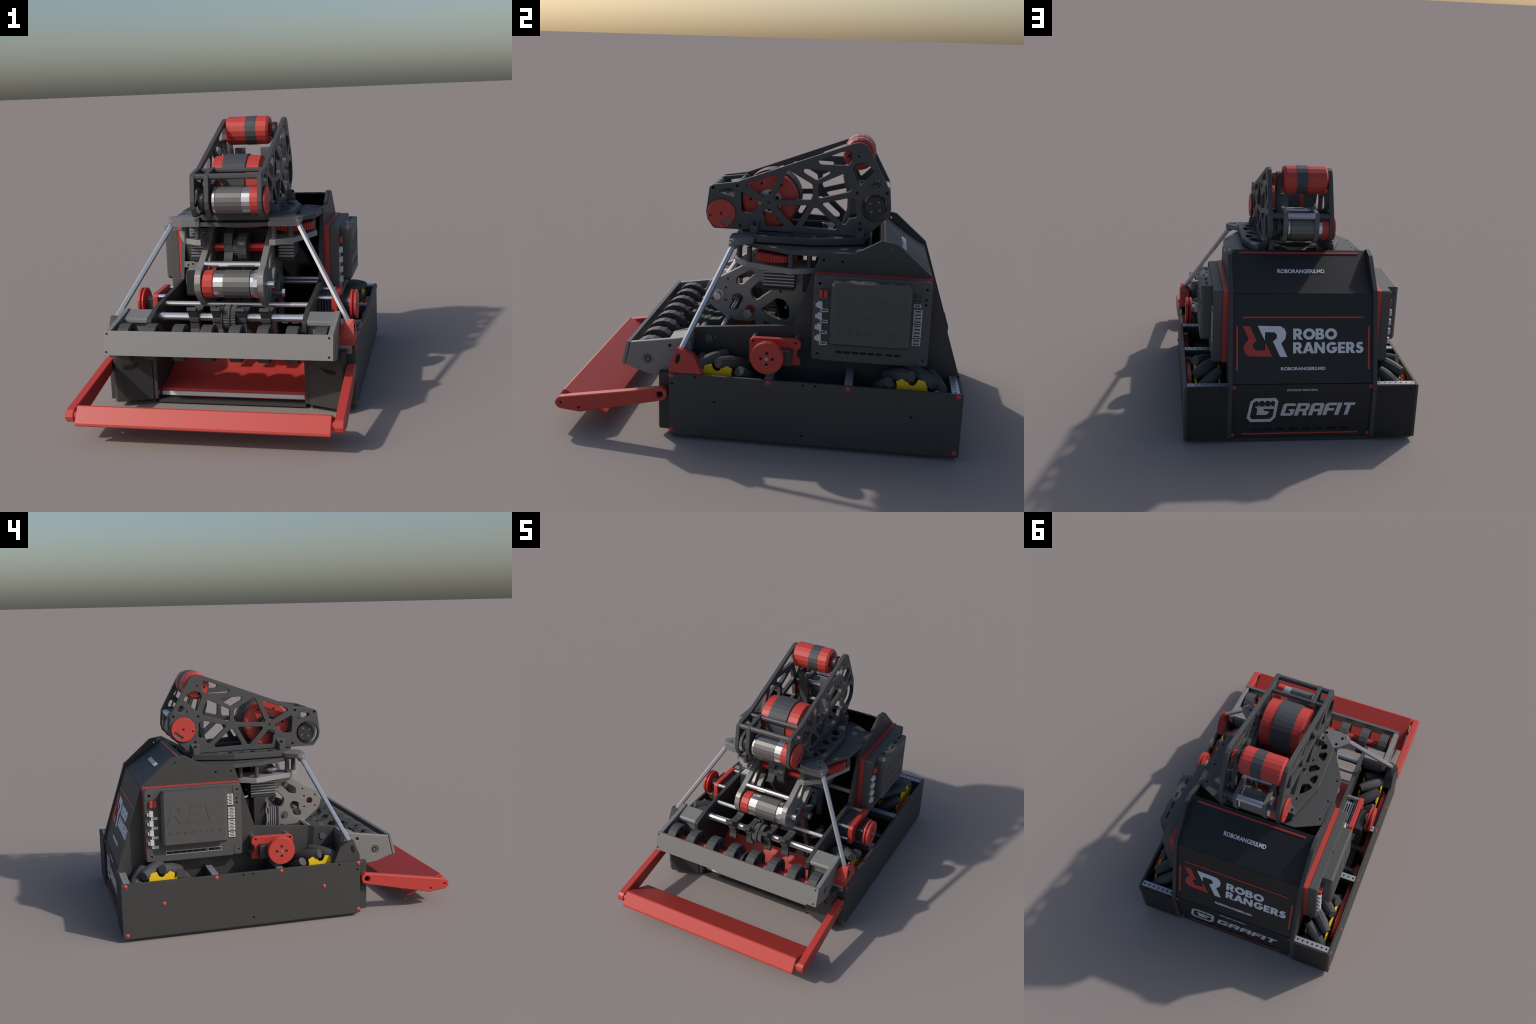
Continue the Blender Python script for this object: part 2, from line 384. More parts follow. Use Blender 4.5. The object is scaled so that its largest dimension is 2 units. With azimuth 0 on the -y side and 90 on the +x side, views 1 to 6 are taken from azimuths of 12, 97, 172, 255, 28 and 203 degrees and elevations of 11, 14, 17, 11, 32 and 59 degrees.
# ------------------------------------------------------------------ mecanum wheels
ROLLERS = 10; WX = .515; WR = .2055
def roller_mesh():
    hl = .093; prof = []
    rc = .168
    for k in range(9):
        t = -hl+2*hl*k/8
        out = math.sqrt(rc*rc+(t*.7071)**2)
        prof.append((t+hl, max(.0262, WR-out)))
    return B().lathe((-hl, 0, 0), (hl, 0, 0), prof, 12).mesh('wheel_roller', ROLL)
ROLLM = roller_mesh()
def yellow(x0, x1, phase):
    pts = []
    for k in range(ROLLERS):
        a = 2*math.pi*k/ROLLERS + phase; s = 2*math.pi/ROLLERS
        for da, r in ((-.30, .148), (-.25, .168), (0, .171), (.25, .168), (.30, .148), (.36, .138), (.5, .133), (.64, .138)):
            pts.append((r*math.cos(a+da*s), r*math.sin(a+da*s)))
    return B().prism(pts, 'x', x0, x1, holes=[circle(0, 0, .03, 10)], c=.001)
WPLATE = B()
for x0, ph in ((.060, 0.0), (-.068, .17)):
    y = yellow(x0, x0+.008, ph); WPLATE.add(y.v, y.f)
WPLATE = WPLATE.mesh('wheel_plate', YELL)
WCORE = B().cyl((-.058, 0, 0), (.058, 0, 0), .092, 20).cyl((-.10, 0, 0), (.115, 0, 0), .016, 10).mesh('wheel_core', BOXM)
for sx in (1, -1):
    for yc, fb in ((-.177, -1), (.764, 1)):
        e = bpy.data.objects.new('mecanum_wheel', WCORE); COL.objects.link(e); e.parent = robot
        e.location = (sx*WX, yc, .206)
        put('wheel_plate', WPLATE, e, Matrix.Scale(sx, 4, Vector((1, 0, 0))))
        for k in range(ROLLERS):
            a = 2*math.pi*k/ROLLERS + .40*fb
            # at the top of the wheel the roller axis points outward (sx) and towards fb
            R = Matrix.Rotation(a, 4, 'X') @ Matrix.Translation((0, 0, .168)) @ Matrix.Rotation(math.atan2(fb, sx), 4, 'Z')
            put('wheel_roller', ROLLM, e, R)
        # pulley beside the wheel
for sx, par in ((1, side_panel_r), (-1, side_panel_l)):
    for yw, ym in ((-.177, .19), (.764, .36)):
        b = B().cyl((sx*.600, yw, .206), (sx*.622, yw, .206), .100, 22).cyl((sx*.598, ym, .205), (sx*.622, ym, .205), .055, 16)
        d = ym-yw
        b.prism([(yw, .306), (ym, .262), (ym, .255), (yw, .299)], 'x', sx*.598, sx*.622)
        b.prism([(yw, .101), (ym, .148), (ym, .155), (yw, .108)], 'x', sx*.598, sx*.622)
        part(b, 'drive_belt', RED, par)
        b = B().cyl((sx*.585, ym, .205), (sx*.612, ym, .205), .034, 8).cyl((sx*.41, ym, .205), (sx*.585, ym, .205), .020, 10)
        part(b, 'drive_motor', MOTOR, par)
    part(B().box(min(sx*.4115, sx*.56), max(sx*.4115, sx*.56), .03, .42, .021, .205, c=.004), 'gearbox_cover', BOXM, par)

# ================================================================== CONTROL HUBS
def hub(side):
    """u runs to the right as the hub is looked at, v up, w outwards"""
    if side > 0: M = Matrix(((0, 0, 1, .411), (1, 0, 0, .272), (0, 1, 0, .405), (0, 0, 0, 1)))
    else:        M = Matrix(((0, 0, -1, -.411), (-1, 0, 0, .833), (0, 1, 0, .405), (0, 0, 0, 1)))
    U, V = .561, .419
    def P(poly, w0, w1, holes=(), c=0.0): return B().prism(poly, 'z', w0, w1, holes=holes, c=c, M=M)
    R4 = lambda u0, u1, v0, v1: [(u0, v0), (u1, v0), (u1, v1), (u0, v1)]
    basep = rounded([(0, .012), (.012, 0), (.045, .002), (.045, -.004), (.505, -.004), (.505, .002), (.549, 0), (U, .012), (U, V-.012), (.549, V), (.012, V), (0, V-.012)], .003, 2)
    base = part(P(basep, .029, .080, holes=[circle(u, v, .008, 10) for u, v in ((.03, .385), (.532, .385), (.532, .035), (.03, .035))], c=.003), 'control_hub', HUBM, robot)
    part(P(rounded(R4(0, U, .002, V+.003), .006, 2), 0, .029), 'hub_backing_plate', RED, base)
    # raised cover with sloped edges and cut corners
    cov = lambda g: [(.088+g, .110), (.103, .095+g), (.450, .095+g), (.465-g, .110), (.465-g, .392), (.450, .412-g*.2), (.103, .412-g*.2), (.088+g, .392)]
    bb = B(); o, i = cov(0), cov(.014)
    vs = [M @ Vector((p[0], p[1], w)) for pts, w in ((o, .080), (o, .132), (i, .144)) for p in pts]; n = 8
    fs = [(k*n+a, k*n+(a+1) % n, (k+1)*n+(a+1) % n, (k+1)*n+a) for k in (0, 1) for a in range(n)] + [tuple(range(16, 24)), tuple(range(7, -1, -1))]
    bb.add(vs, fs); cover = part(bb, 'hub_cover', HUBM, base)
    # corner bosses
    b = B()
    for u, v in ((.004, .36), (.513, .36), (.513, .004), (.004, .004)):
        q = P(rounded(R4(u, u+.044, v, v+.052), .006, 2), .074, .083, holes=[circle(u+.026, v+.026, .008, 10)]); b.add(q.v, q.f)
    part(b, 'mounting_boss', HUBM, base)
    # emboss: maker mark strokes and small word
    Mt = M @ Matrix.Translation((.118, .225, .1445))
    text_part('REV', 'embossed_word', HUBM, cover, Mt, .105, .325, thick=.003, shear=.25, spacing=1.05)
    text_part('ROBOTICS', 'embossed_word', HUBM, cover, M @ Matrix.Translation((.125, .165, .1445)), .016, .30, thick=.003, spacing=2.2)
    # red power plugs
    b = B()
    for u in (.028, .051):
        q = P(rounded(R4(u, u+.019, .318, .358), .006, 2), .080, .098, c=.002); b.add(q.v, q.f)
    part(b, 'power_plug', RED, base)
    # four motor connectors with latches
    for k in range(4):
        v = .284-.0558*k
        b = B()
        for u0, u1, v0, v1, w in ((.024, .046, v-.016, v+.016, .100), (.013, .024, v-.013, v+.006, .094), (.034, .05, v-.022, v-.016, .088)):
            q = P(R4(u0, u1, v0, v1), .080, w, c=.001); b.add(q.v, q.f)
        part(b, 'motor_connector', CONN, base)
        q = P(R4(.036, .074, v-.038, v-.022), .080, .086, holes=[R4(.041, .069, v-.033, v-.022-.0035)] if side > 0 else ())
        part(q, 'encoder_connector', CONN, base)
    # column of small connectors on the other edge
    rows = [.356, .339, .322, .305] + [.277, .260, .243, .226] + [.204, .187, .170, .153] + [.131, .114]
    for k, v in enumerate(rows):
        u0, u1 = (.478, .512) if k < 4 else (.480, .520)
        if side > 0:
            if k < 3: part(P(R4(u0, u1, v-.006, v+.006), .080, .086, c=.001), 'signal_connector', DARK, base); continue
            q = P(R4(u0, u1, v-.0075, v+.0075), .080, .085, holes=[R4(u0+.005, u1-.005, v-.0045, v+.0045)])
        else:
            q = P(R4(u0, u1, v-.0065, v+.0065), .080, .087, holes=[R4(u0+.009, u1-.009, v-.003, v+.003)], c=.001)
        part(q, 'signal_connector', CONN, base)
    b = B()
    for v in (.335, .310):
        q = P(circle(.535, v, .007, 8), .080, .0815); b.add(q.v, q.f)
    for k in range(6):
        q = P(R4(.118+.039*k, .150+.039*k, .040, .052), .080, .0812); b.add(q.v, q.f)
    for k in range(2):
        q = P(R4(.360+.039*k, .392+.039*k, .040, .052), .080, .0812); b.add(q.v, q.f)
    part(b, 'header_slot', HOLE, base)
    if side < 0:
        b = B()
        for u0, u1 in ((.112, .352), (.356, .438)):
            q = P(R4(u0, u1, .034, .058), .080, .083, holes=[R4(u0+.004, u1-.004, .038, .054)]); b.add(q.v, q.f)
        part(b, 'header_frame', CHAN, base)
    # ports on the top edge of the cover
    b = B()
    Mtop = M @ Matrix(((1, 0, 0, 0), (0, 0, 1, .4115), (0, -1, 0, 0), (0, 0, 0, 1)))
    ports = ((.13, .17, .095, .108), (.20, .225, .095, .108), (.24, .28, .112, .126), (.31, .35, .105, .119), (.38, .43, .105, .119)) if side > 0 else ((.26, .285, .070, .085),)
    for u0, u1, w0, w1 in ports:
        b.prism(R4(u0, u1, -w1, -w0), 'z', 0, .0014, M=Mtop)
    part(b, 'port', HOLE, cover)
hub(1); hub(-1)

# ================================================================== PLOUGH (front pusher bar)
arm = [(-.431, .258), (-.412, .244), (-.409, .222), (-.418, .200), (-.440, .191), (-.85, .098), (-.955, .109), (-.971, .120), (-.977, .140), (-.971, .157), (-.957, .169)]
b = B().prism(arm, 'x', .605, .648, holes=[circle(-.446, .222, .017, 8), circle(-.856, .120, .006, 6), circle(-.948, .140, .006, 6)], c=.004)
plough = part(B().prism([(-.944, .188), (-.952, .186), (-.998, .120), (-1.0, .110), (-.994, .104), (-.984, .106), (-.942, .166), (-.748, .072), (-.732, .070), (-.726, .078), (-.730, .084)], 'x', -.594, .594, c=.004), 'plough_blade', RED, robot)
ar, al = pair(b, 'plough_arm', RED, plough)
b = B().cyl((.585, -.948, .140), (.606, -.948, .140), .022, 12).cyl((.585, -.856, .125), (.606, -.856, .125), .014, 10)
pair(b, 'plough_pin', RED, plough)
b = B().cyl((.595, -.446, .222), (.612, -.446, .222), .0165, 10)
pair(b, 'pivot_bearing', HOLE, plough)

# ================================================================== INTAKE
intake = part(B().prism([(-.629, .458), (-.615, .453), (-.643, .335), (-.659, .341)], 'x', -.567, .567, c=.0015), 'intake_front_bar', GREY, robot)
Mb = Matrix(((1, 0, 0, 0), (0, .2503, -.968, -.644), (0, .968, .2503, .3995), (0, 0, 0, 1)))
b = B()
for x in (-.553, .547):
    for v in (-.045, .045): b.add(*(lambda q: (q.v, q.f))(B().prism(circle(x, v, .006, 7), 'z', -.0005, .0012, M=Mb)))
part(b, 'bolt_hole', HOLE, intake)
iside = [(-.612, .452), (-.640, .336), (-.535, .299), (-.470, .293), (-.415, .303), (-.345, .345), (-.310, .440), (-.318, .490), (-.338, .498), (-.384, .487)]
b = B().prism(iside, 'x', .538, .566, holes=[circle(-.524, .374, .026, 12), circle(-.414, .449, .009, 8)], c=.003)
pair(b, 'intake_side_plate', GREY, intake)
b = B().ring((.545, -.524, .374), (.562, -.524, .374), .0255, .015, 12).cyl((.50, -.524, .374), (.564, -.524, .374), .010, 8)
pair(b, 'shaft_bearing', MOTOR, intake)
b = B().prism([(-.322, .470), (-.330, .491), (-.424, .468), (-.432, .462), (-.433, .447), (-.412, .442), (-.405, .345), (-.335, .345)], 'x', .4115, .538, c=.002)
pair(b, 'intake_fender', GREY, intake)
part(B().cyl((-.54, -.524, .374), (.54, -.524, .374), .024, 10), 'roller_shaft', RED, intake)
def spoked_wheel(r, w, n=18):
    holes = [circle(.6*r*math.cos(a), .6*r*math.sin(a), .2*r, 8) for a in [2*math.pi*k/6+.3 for k in range(6)]]
    b = B().prism(circle(0, 0, r, n), 'x', -w/2, w/2, holes=holes, c=.002)
    return b
iw = spoked_wheel(.092, .058, 18).mesh('intake_wheel', ROLL)
for k, x in enumerate((-.489, -.352, -.208, -.063, .078, .218, .360, .500)):
    put('intake_wheel', iw, intake, Matrix.Translation((x, -.524, .374)) @ Matrix.Rotation(.25*k, 4, 'X'))
b = B().cyl((-.032, -.524, .374), (.008, -.524, .374), .045, 16).cyl((.008, -.524, .374), (.014, -.524, .374), .06, 16)
part(b, 'belt_pulley', ROLL, intake)

# transfer shaft with flaps
shaft = part(B().cyl((-.387, -.305, .449), (.387, -.305, .449), .021, 12), 'transfer_shaft', STEEL, robot)
for s in (1, -1):
    part(B().cyl((s*.387, -.305, .449), (s*.35, -.305, .449), .023, 12, c=.006), 'shaft_collar', STEEL, shaft)
fl = B().cyl((-.024, 0, 0), (.024, 0, 0), .037, 12)
wing = [(-.080, .060), (-.058, .068), (-.036, .046), (-.018, .038), (-.036, .010), (-.050, .018), (-.062, .048)]
for k in range(3):
    a = 2*math.pi*k/3; ca, sa = math.cos(a), math.sin(a)
    fl.prism([(y*ca-z*sa, y*sa+z*ca) for y, z in [(-.078, .052), (-.075, .066), (-.058, .066), (-.040, .046), (-.012, .036), (-.036, .004), (-.048, .020), (-.060, .040)]], 'x', -.024, .024)
fm = fl.mesh('feeder_flap', ROLL)
for x in (-.190, -.064, .062, .188):
    put('feeder_flap', fm, shaft, Matrix.Translation((x, -.305, .449)))
def toothed(r, n, depth): 
    return [((r-(depth if k % 2 else 0))*math.cos(2*math.pi*(k+.5*(k % 2)*0)/(2*n)), (r-(depth if k % 2 else 0))*math.sin(2*math.pi*k/(2*n))) for k in range(2*n)]
b = B()
for x0, x1 in ((-.034, -.002), (.006, .034)):
    b.add(*(lambda q: ([(x, y-.305, z+.449) for x, y, z in q.v], q.f))(B().prism(toothed(.062, 28, .005), 'x', x0, x1)))
b.cyl((-.038, -.305, .449), (-.034, -.305, .449), .066, 20).cyl((-.001, -.305, .449), (.005, -.305, .449), .066, 20)
part(b, 'toothed_pulley', ROLL, shaft)
part(B().cyl((-.387, -.191, .490), (.387, -.191, .490), .013, 10), 'cross_rod', STRUT, robot)
part(B().cyl((-.387, .34, .515), (.387, .34, .515), .013, 10).cyl((-.387, .36, .490), (.387, .36, .490), .013, 10), 'cross_rod', STRUT, robot)

# red loading ramp
ramp = [(-.336, .026), (-.334, .050), (-.331, .064), (-.322, .067), (-.246, .078), (-.190, .088), (-.150, .101), (-.107, .124), (-.080, .143), (-.052, .168)]
part(B().sheet(ramp, 'x', -.3865, .3865, .008), 'loading_ramp', RED, robot, smooth=40)
part(B().box(-.383, .386, -.349, -.339, .032, .054, c=.002), 'ramp_edge_bar', BAR, robot)

# ================================================================== INDEXER
front = [(-.030, .487), (-.083, .472), (-.150, .475), (-.205, .487), (-.285, .550), (-.312, .585), (-.318, .625), (-.303, .668), (-.280, .688), (-.235, .705)]
ip = front + [(.045, .868), (.100, .868), (.150, .775), (.228, .772), (.236, .60), (.260, .50), (.250, .325), (.228, .325), (.215, .46), (.06, .455)]
ip_l = front + [(.045, .868), (.080, .868), (.120, .70), (.150, .66), (.240, .64), (.255, .50), (.250, .325), (.228, .325), (.215, .46), (.06, .455)]
ihole = [[(-.155, .705), (-.083, .751), (-.059, .742), (-.059, .728), (-.119, .669), (-.155, .667)],
         [(-.080, .644), (-.031, .696), (.043, .657), (-.045, .586), (-.069, .603)],
         [(-.174, .610), (-.137, .623), (-.116, .607), (-.117, .583), (-.132, .561), (-.142, .528), (-.162, .524), (-.186, .532), (-.186, .550), (-.171, .572)],
         [(-.019, .544), (.062, .608), (.099, .601), (.130, .561), (.130, .502), (.119, .489), (.062, .494), (-.017, .534)]]
small = [(-.198, .695), (-.208, .648), (-.208, .580), (-.279, .583), (-.279, .650), (.08, .645), (.11, .56)]
hs = [rounded(h, .012, 3) for h in ihole] + [circle(y, z, .0055, 8) for y, z in small]
b = B().prism(rounded(ip, .008, 2), 'x', .143, .177, holes=hs + [circle(-.078, .537, .024, 12)], c=.002)
ix_r = part(b, 'indexer_plate', PLATE, robot)
b = B().prism(rounded(ip_l, .008, 2), 'x', -.187, -.153, holes=hs + [circle(-.243, .617, .020, 10), circle(-.078, .537, .024, 12)], c=.002)
ix_l = part(b, 'indexer_plate', PLATE, robot)
for p, x0, x1 in ((ix_r, .145, .175), (ix_l, -.185, -.155)):
    b = B().prism([(-.06, .50), (-.01, .49), (.10, .20), (.10, .03), (.06, .03), (.06, .19)], 'x', x0, x1)
    part(b, 'indexer_leg', PLATE, p)
part(B().cyl((-.155, -.206, .707), (.145, -.206, .707), .016, 12), 'cross_rod', STEEL, ix_r)
Y, Z = -.245, .611
mot = part(B().cyl((-.036, Y, Z), (.102, Y, Z), .073, 18), 'indexer_motor', MOTOR, robot)
part(B().cyl((-.088, Y, Z), (-.036, Y, Z), .0705, 18).cyl((.102, Y, Z), (.126, Y, Z), .0695, 18, c=.004).cyl((.124, Y, Z), (.144, Y, Z), .074, 12), 'motor_ring', STEEL, mot)
part(B().cyl((-.149, Y, Z), (-.086, Y, Z), .0735, 14, c=.008), 'motor_cap', RED, mot)
part(B().cyl((.144, Y, Z), (.178, Y, Z), .026, 12).cyl((.178, Y, Z), (.222, Y, Z), .021, 12, c=.003), 'motor_shaft', STEEL, mot)
b = B().cyl((.177, -.082, .530), (.232, -.082, .530), .017, 10)
part(b, 'axle', MOTOR, ix_r); part(B().cyl((.232, -.082, .530), (.246, -.082, .530), .024, 6), 'axle_nut', STEEL, ix_r)
part(B().ring((.150, -.078, .537), (.180, -.078, .537), .0235, .014, 12), 'hub_insert', REDD, ix_r)
part(B().ring((-.188, -.078, .537), (-.16, -.078, .537), .0235, .010, 12).cyl((-.20, -.078, .537), (-.15, -.078, .537), .009, 8), 'shaft_bearing', MOTOR, ix_l)
# upper feeder axle
fa = part(B().cyl((-.145, -.013, .762), (-.084, -.013, .762), .024, 10).cyl((.044, -.013, .762), (.143, -.013, .762), .025, 8), 'feeder_axle', REDD, robot)
part(B().cyl((.13, -.013, .762), (.150, -.013, .762), .013, 8).cyl((-.15, -.013, .762), (.15, -.013, .762), .010, 8), 'axle', STEEL, fa)
w = spoked_wheel(.082, .050, 20); part(B().add([(x+.020, y-.013, z+.762) for x, y, z in w.v], w.f), 'feeder_wheel', ROLL, fa)
q = B().prism(toothed(.050, 24, .004), 'x', -.036, -.010); part(B().add([(x, y-.013, z+.762) for x, y, z in q.v], q.f), 'toothed_pulley', ROLL, fa)
part(B().sheet([(.03, .86), (-.035, .835), (-.055, .79), (-.045, .74), (-.060, .705), (-.085, .690)], 'x', -.085, -.038, .016).cyl((-.085, -.013, .762), (-.038, -.013, .762), .033, 12), 'ball_guide', ROLL, fa)
part(B().sheet([(-.10, .60), (-.085, .55), (-.06, .50), (-.09, .48)], 'x', -.085, -.04, .016).sheet([(-.10, .60), (-.085, .55), (-.06, .50), (-.09, .48)], 'x', .01, .05, .016), 'ball_guide', ROLL, ix_r)
part(B().box(-.06, -.02, .0, .05, .455, .50, c=.004).box(.01, .05, .0, .05, .455, .50, c=.004).box(.07, .11, .0, .05, .455, .50, c=.004), 'ball_stop', DARK, ix_r)
part(B().sheet([(.12, .84), (.07, .74), (.045, .66), (.045, .58), (.07, .50), (.10, .40), (.11, .20)], 'x', -.150, .140, .010), 'ball_guide', BOXM, ix_r)
part(B().box(-.14, .12, .34, .46, .20, .74, c=.01), 'ball_magazine', BOXM, robot)
part(B().box(.1775, .26, .20, .30, .672, .772, c=.003), 'tower_cross_block', BOXM, robot)
part(B().box(-.386, -.15, .238, .250, .47, .76, c=.002), 'tower_cross_panel', BOXM, robot)
# servo on the left indexer plate
b = B().box(-.322, -.200, -.002, .012, .49, .632, c=.006).box(-.316, -.204, .012, .066, .495, .625, c=.003).box(-.318, -.195, .080, .150, .49, .690, c=.006)
sv = part(b, 'indexer_servo', SERVO, ix_l)
b = B()
for k in range(4): b.box(-.322, -.198, .015+.013*k, .022+.013*k, .488, .630, c=.001)
part(b, 'servo_fin', FIN, sv)
b = B().box(-.350, -.290, .070, .080, .630, .665, c=.003).box(-.346, -.310, .070, .080, .535, .595, c=.003).box(-.340, -.290, .070, .080, .47, .50, c=.003).box(-.325, -.195, .0705, .0795, .49, .66)
part(b, 'servo_bracket', PLATE, sv)
b = B()
for x, z in ((-.327, .645), (-.300, .652), (-.328, .582), (-.329, .548), (-.320, .485)): b.cyl((x, .0695, z), (x, .0701, z), .0065, 7)
part(b, 'bolt_hole', HOLE, sv)

# ================================================================== TURRET SUPPORT
octp = [(-.19, -.165), (0, -.178), (.19, -.165), (.296, -.045), (.392, .130), (.405, .285), (.396, .460), (.24, .535), (-.24, .535), (-.396, .460), (-.405, .285), (-.392, .130), (-.296, -.045)]
oh = [circle(s*x, y, .006, 8) for s in (1, -1) for x, y in ((.372, .150), (.367, .301), (.363, .430))]
deck = part(B().prism(octp, 'z', .898, .9195, holes=oh + [circle(0, .19, .235, 32)], c=.0015), 'turret_deck', DARK, robot)
# lower gear shelf, left and right
shelf = [(.184, -.161), (.215, -.155), (.297, -.088), (.392, .150), (.345, .262), (.19, .262)]
b = B().prism(shelf, 'z', .796, .826, holes=[circle(.25, .07, .030, 12)], c=.002)
sh_r, sh_l = pair(b, 'gear_shelf', RINGM, deck)
b = B()
for x, y in ((.207, -.135), (.283, -.072), (.372, .145), (.342, .235)): b.cyl((x, y, .826), (x, y, .898), .0135, 10)
pair(b, 'standoff', DARK, (sh_r, sh_l))
def gear(cx, cy, r, n, z0, z1, name, mat, depth=.008):
    pts = []
    for k in range(n):
        a = 2*math.pi*k/n; s = 2*math.pi/n
        for da, rr in ((-.28, r-depth), (-.16, r), (.16, r), (.28, r-depth)):
            pts.append((cx+rr*math.cos(a+da*s), cy+rr*math.sin(a+da*s)))
    return part(B().prism(pts, 'z', z0, z1, holes=[circle(cx, cy, r*.25, 12)], c=.001), name, mat, deck)
gear(.283, .065, .105, 44, .850, .882, 'pinion_gear', RED)
gear(.012, .165, .195, 80, .868, .900, 'ring_gear', RED)
part(B().cyl((-.275, .03, .846), (-.275, .03, .862), .042, 10, c=.004), 'servo_horn', FIN, deck)
for s, par in ((1, sh_r), (-1, sh_l)):
    x0, x1 = (.200, .286) if s > 0 else (-.286, -.200)
    sv = part(B().box(x0+.004, x1-.004, .006, .156, .689, .796, c=.004), 'turret_servo', SERVO, par)
    b = B()
    for k in range(5): b.box(x0, x1, .002, .160, .706+.0165*k, .714+.0165*k, c=.001)
    part(b, 'servo_fin', FIN, sv)
    part(B().box(x0-.002, x1+.002, -.0, .162, .684, .697, c=.004), 'servo_cap', SERVO, sv)
# strut clamps on the deck
cl2 = [(.184, -.160), (.194, -.108), (.276, -.048), (.302, -.060), (.358, -.118), (.360, -.140), (.338, -.168), (.278, -.176), (.205, -.176)]
b = B().prism(rounded(cl2, .006, 2), 'z', .920, .947, holes=[circle(.200, -.140, .009, 10), circle(.284, -.080, .009, 10), circle(.306, -.132, .009, 10)], c=.002)
b.prism([(.184, -.172), (.205, -.178), (.278, -.178), (.345, -.168), (.345, -.150), (.19, -.15)], 'z', .900, .926)
top = Vector((.338, -.150, .910)); bot = Vector((.612, -.352, .440)); d = (bot-top).normalized()
b.lathe(top-d*.040, bot, [(0, .016), (.010, .024), (.035, .025), (.045, .019)], 10)
cr_, cl_ = pair(b, 'strut_clamp', CLAMP, deck)
b = B()
for x, y in ((.200, -.140), (.284, -.080), (.306, -.132)): b.cyl((x, y, .930), (x, y, .9365), .0088, 8)
pair(b, 'clamp_bolt', HOLE, (cr_, cl_))
b = B().cyl(top-d*.01, bot, .0145, 6)
pair(b, 'strut_rod', STRUT, (cr_, cl_))
# strut feet: red on the right, black on the left
foot = B().hull([(.562, -.401, .340), (.640, -.401, .340), (.640, -.242, .340), (.575, -.242, .340), (.562, -.401, .372), (.640, -.400, .375),
                 (.570, -.372, .430), (.603, -.360, .464), (.634, -.364, .464), (.636, -.332, .456), (.605, -.322, .455), (.582, -.285, .425), (.636, -.280, .428)])
f_r = part(foot, 'strut_foot', RED, cr_); f_l = part(foot.mirror(), 'strut_foot', BOXM, cl_)
slot = B().hull([(.6395, -.362, .425), (.6395, -.350, .432), (.6395, -.345, .415), (.6395, -.352, .395), (.6395, -.362, .39), (.6365, -.355, .41)])
slot = B().prism(rounded([(-.372, .395), (-.364, .430), (-.354, .438), (-.346, .425), (-.348, .405), (-.360, .385)], .004, 2), 'x', .630, .6402)
pair(slot, 'rod_slot', HOLE, (f_r, f_l))
b = B().box(.560, .627, -.404, -.385, .298, .340, c=.002)
t_r, t_l = pair(b, 'foot_tab', RINGM, (f_r, f_l))
b = B().cyl((.579, -.404, .317), (.579, -.409, .317), .008, 8).cyl((.610, -.404, .317), (.610, -.409, .317), .008, 8)
pair(b, 'tab_screw', RED, (t_r, t_l))

# ------------------------------------------------------------------ pulley servos on the flanks
def flank():
    parts = []
    mount = rounded([(-.030, .372), (.222, .372), (.222, .403), (.205, .415), (.205, .452), (.222, .462), (.222, .490), (.205, .505), (-.015, .501), (-.030, .487)], .006, 2)
    parts.append(('servo_mount', RED, B().prism(mount, 'x', .484, .515, holes=[circle(-.012, .484, .006, 7), circle(.197, .487, .006, 7)], c=.003)))
    b = B()
    for y, z in ((-.012, .484), (.197, .487), (-.012, .389), (.205, .389)): b.cyl((.411, y, z), (.486, y, z), .0125, 10)
    parts.append(('mount_standoff', STEEL, b))
    b = B().box(.515, .566, .028, .184, .382, .461, c=.006).box(.44, .485, .02, .192, .382, .470, c=.003)
    parts.append(('pulley_servo', SERVO, b))
    b = B()
    for k in range(5): b.box(.412+.015*k, .419+.015*k, .014, .196, .376, .474, c=.001)
    parts.append(('servo_fin', FIN, b))
    b = B().lathe((.577, .069, .434), (1, .069, .434), [(0, .074), (.004, .080), (.012, .080), (.018, .066), (.024, .080), (.034, .080), (.037, .077)], 22)
    parts.append(('cable_pulley', RED, b))
    b = B().cyl((.558, .069, .434), (.580, .069, .434), .034, 14, c=.006)
    parts.append(('servo_horn', FIN, b))
    b = B()
    for dy, dz in ((0, .028), (0, -.028), (.028, 0), (-.028, 0)): b.cyl((.6135, .069+dy, .434+dz), (.6150, .069+dy, .434+dz), .008, 8)
    parts.append(('bolt_hole', HOLE, b))
    parts.append(('centre_screw', FIN, B().cyl((.613, .069, .434), (.617, .069, .434), .009, 8)))
    return parts
for i, s in enumerate((1, -1)):
    par = None
    for nm, mat, bb in flank():
        o = part(bb if s > 0 else bb.mirror(), nm, mat, par or (inner_r if s > 0 else inner_l))
        if nm == 'servo_mount': pass
# round bearing and cap behind each strut
b = B().ring((.411, -.250, .445), (.417, -.250, .445), .020, .011, 12).cyl((.411, -.250, .445), (.416, -.250, .445), .010, 8)
pair(b, 'shaft_bearing', MOTOR, (inner_r, inner_l))

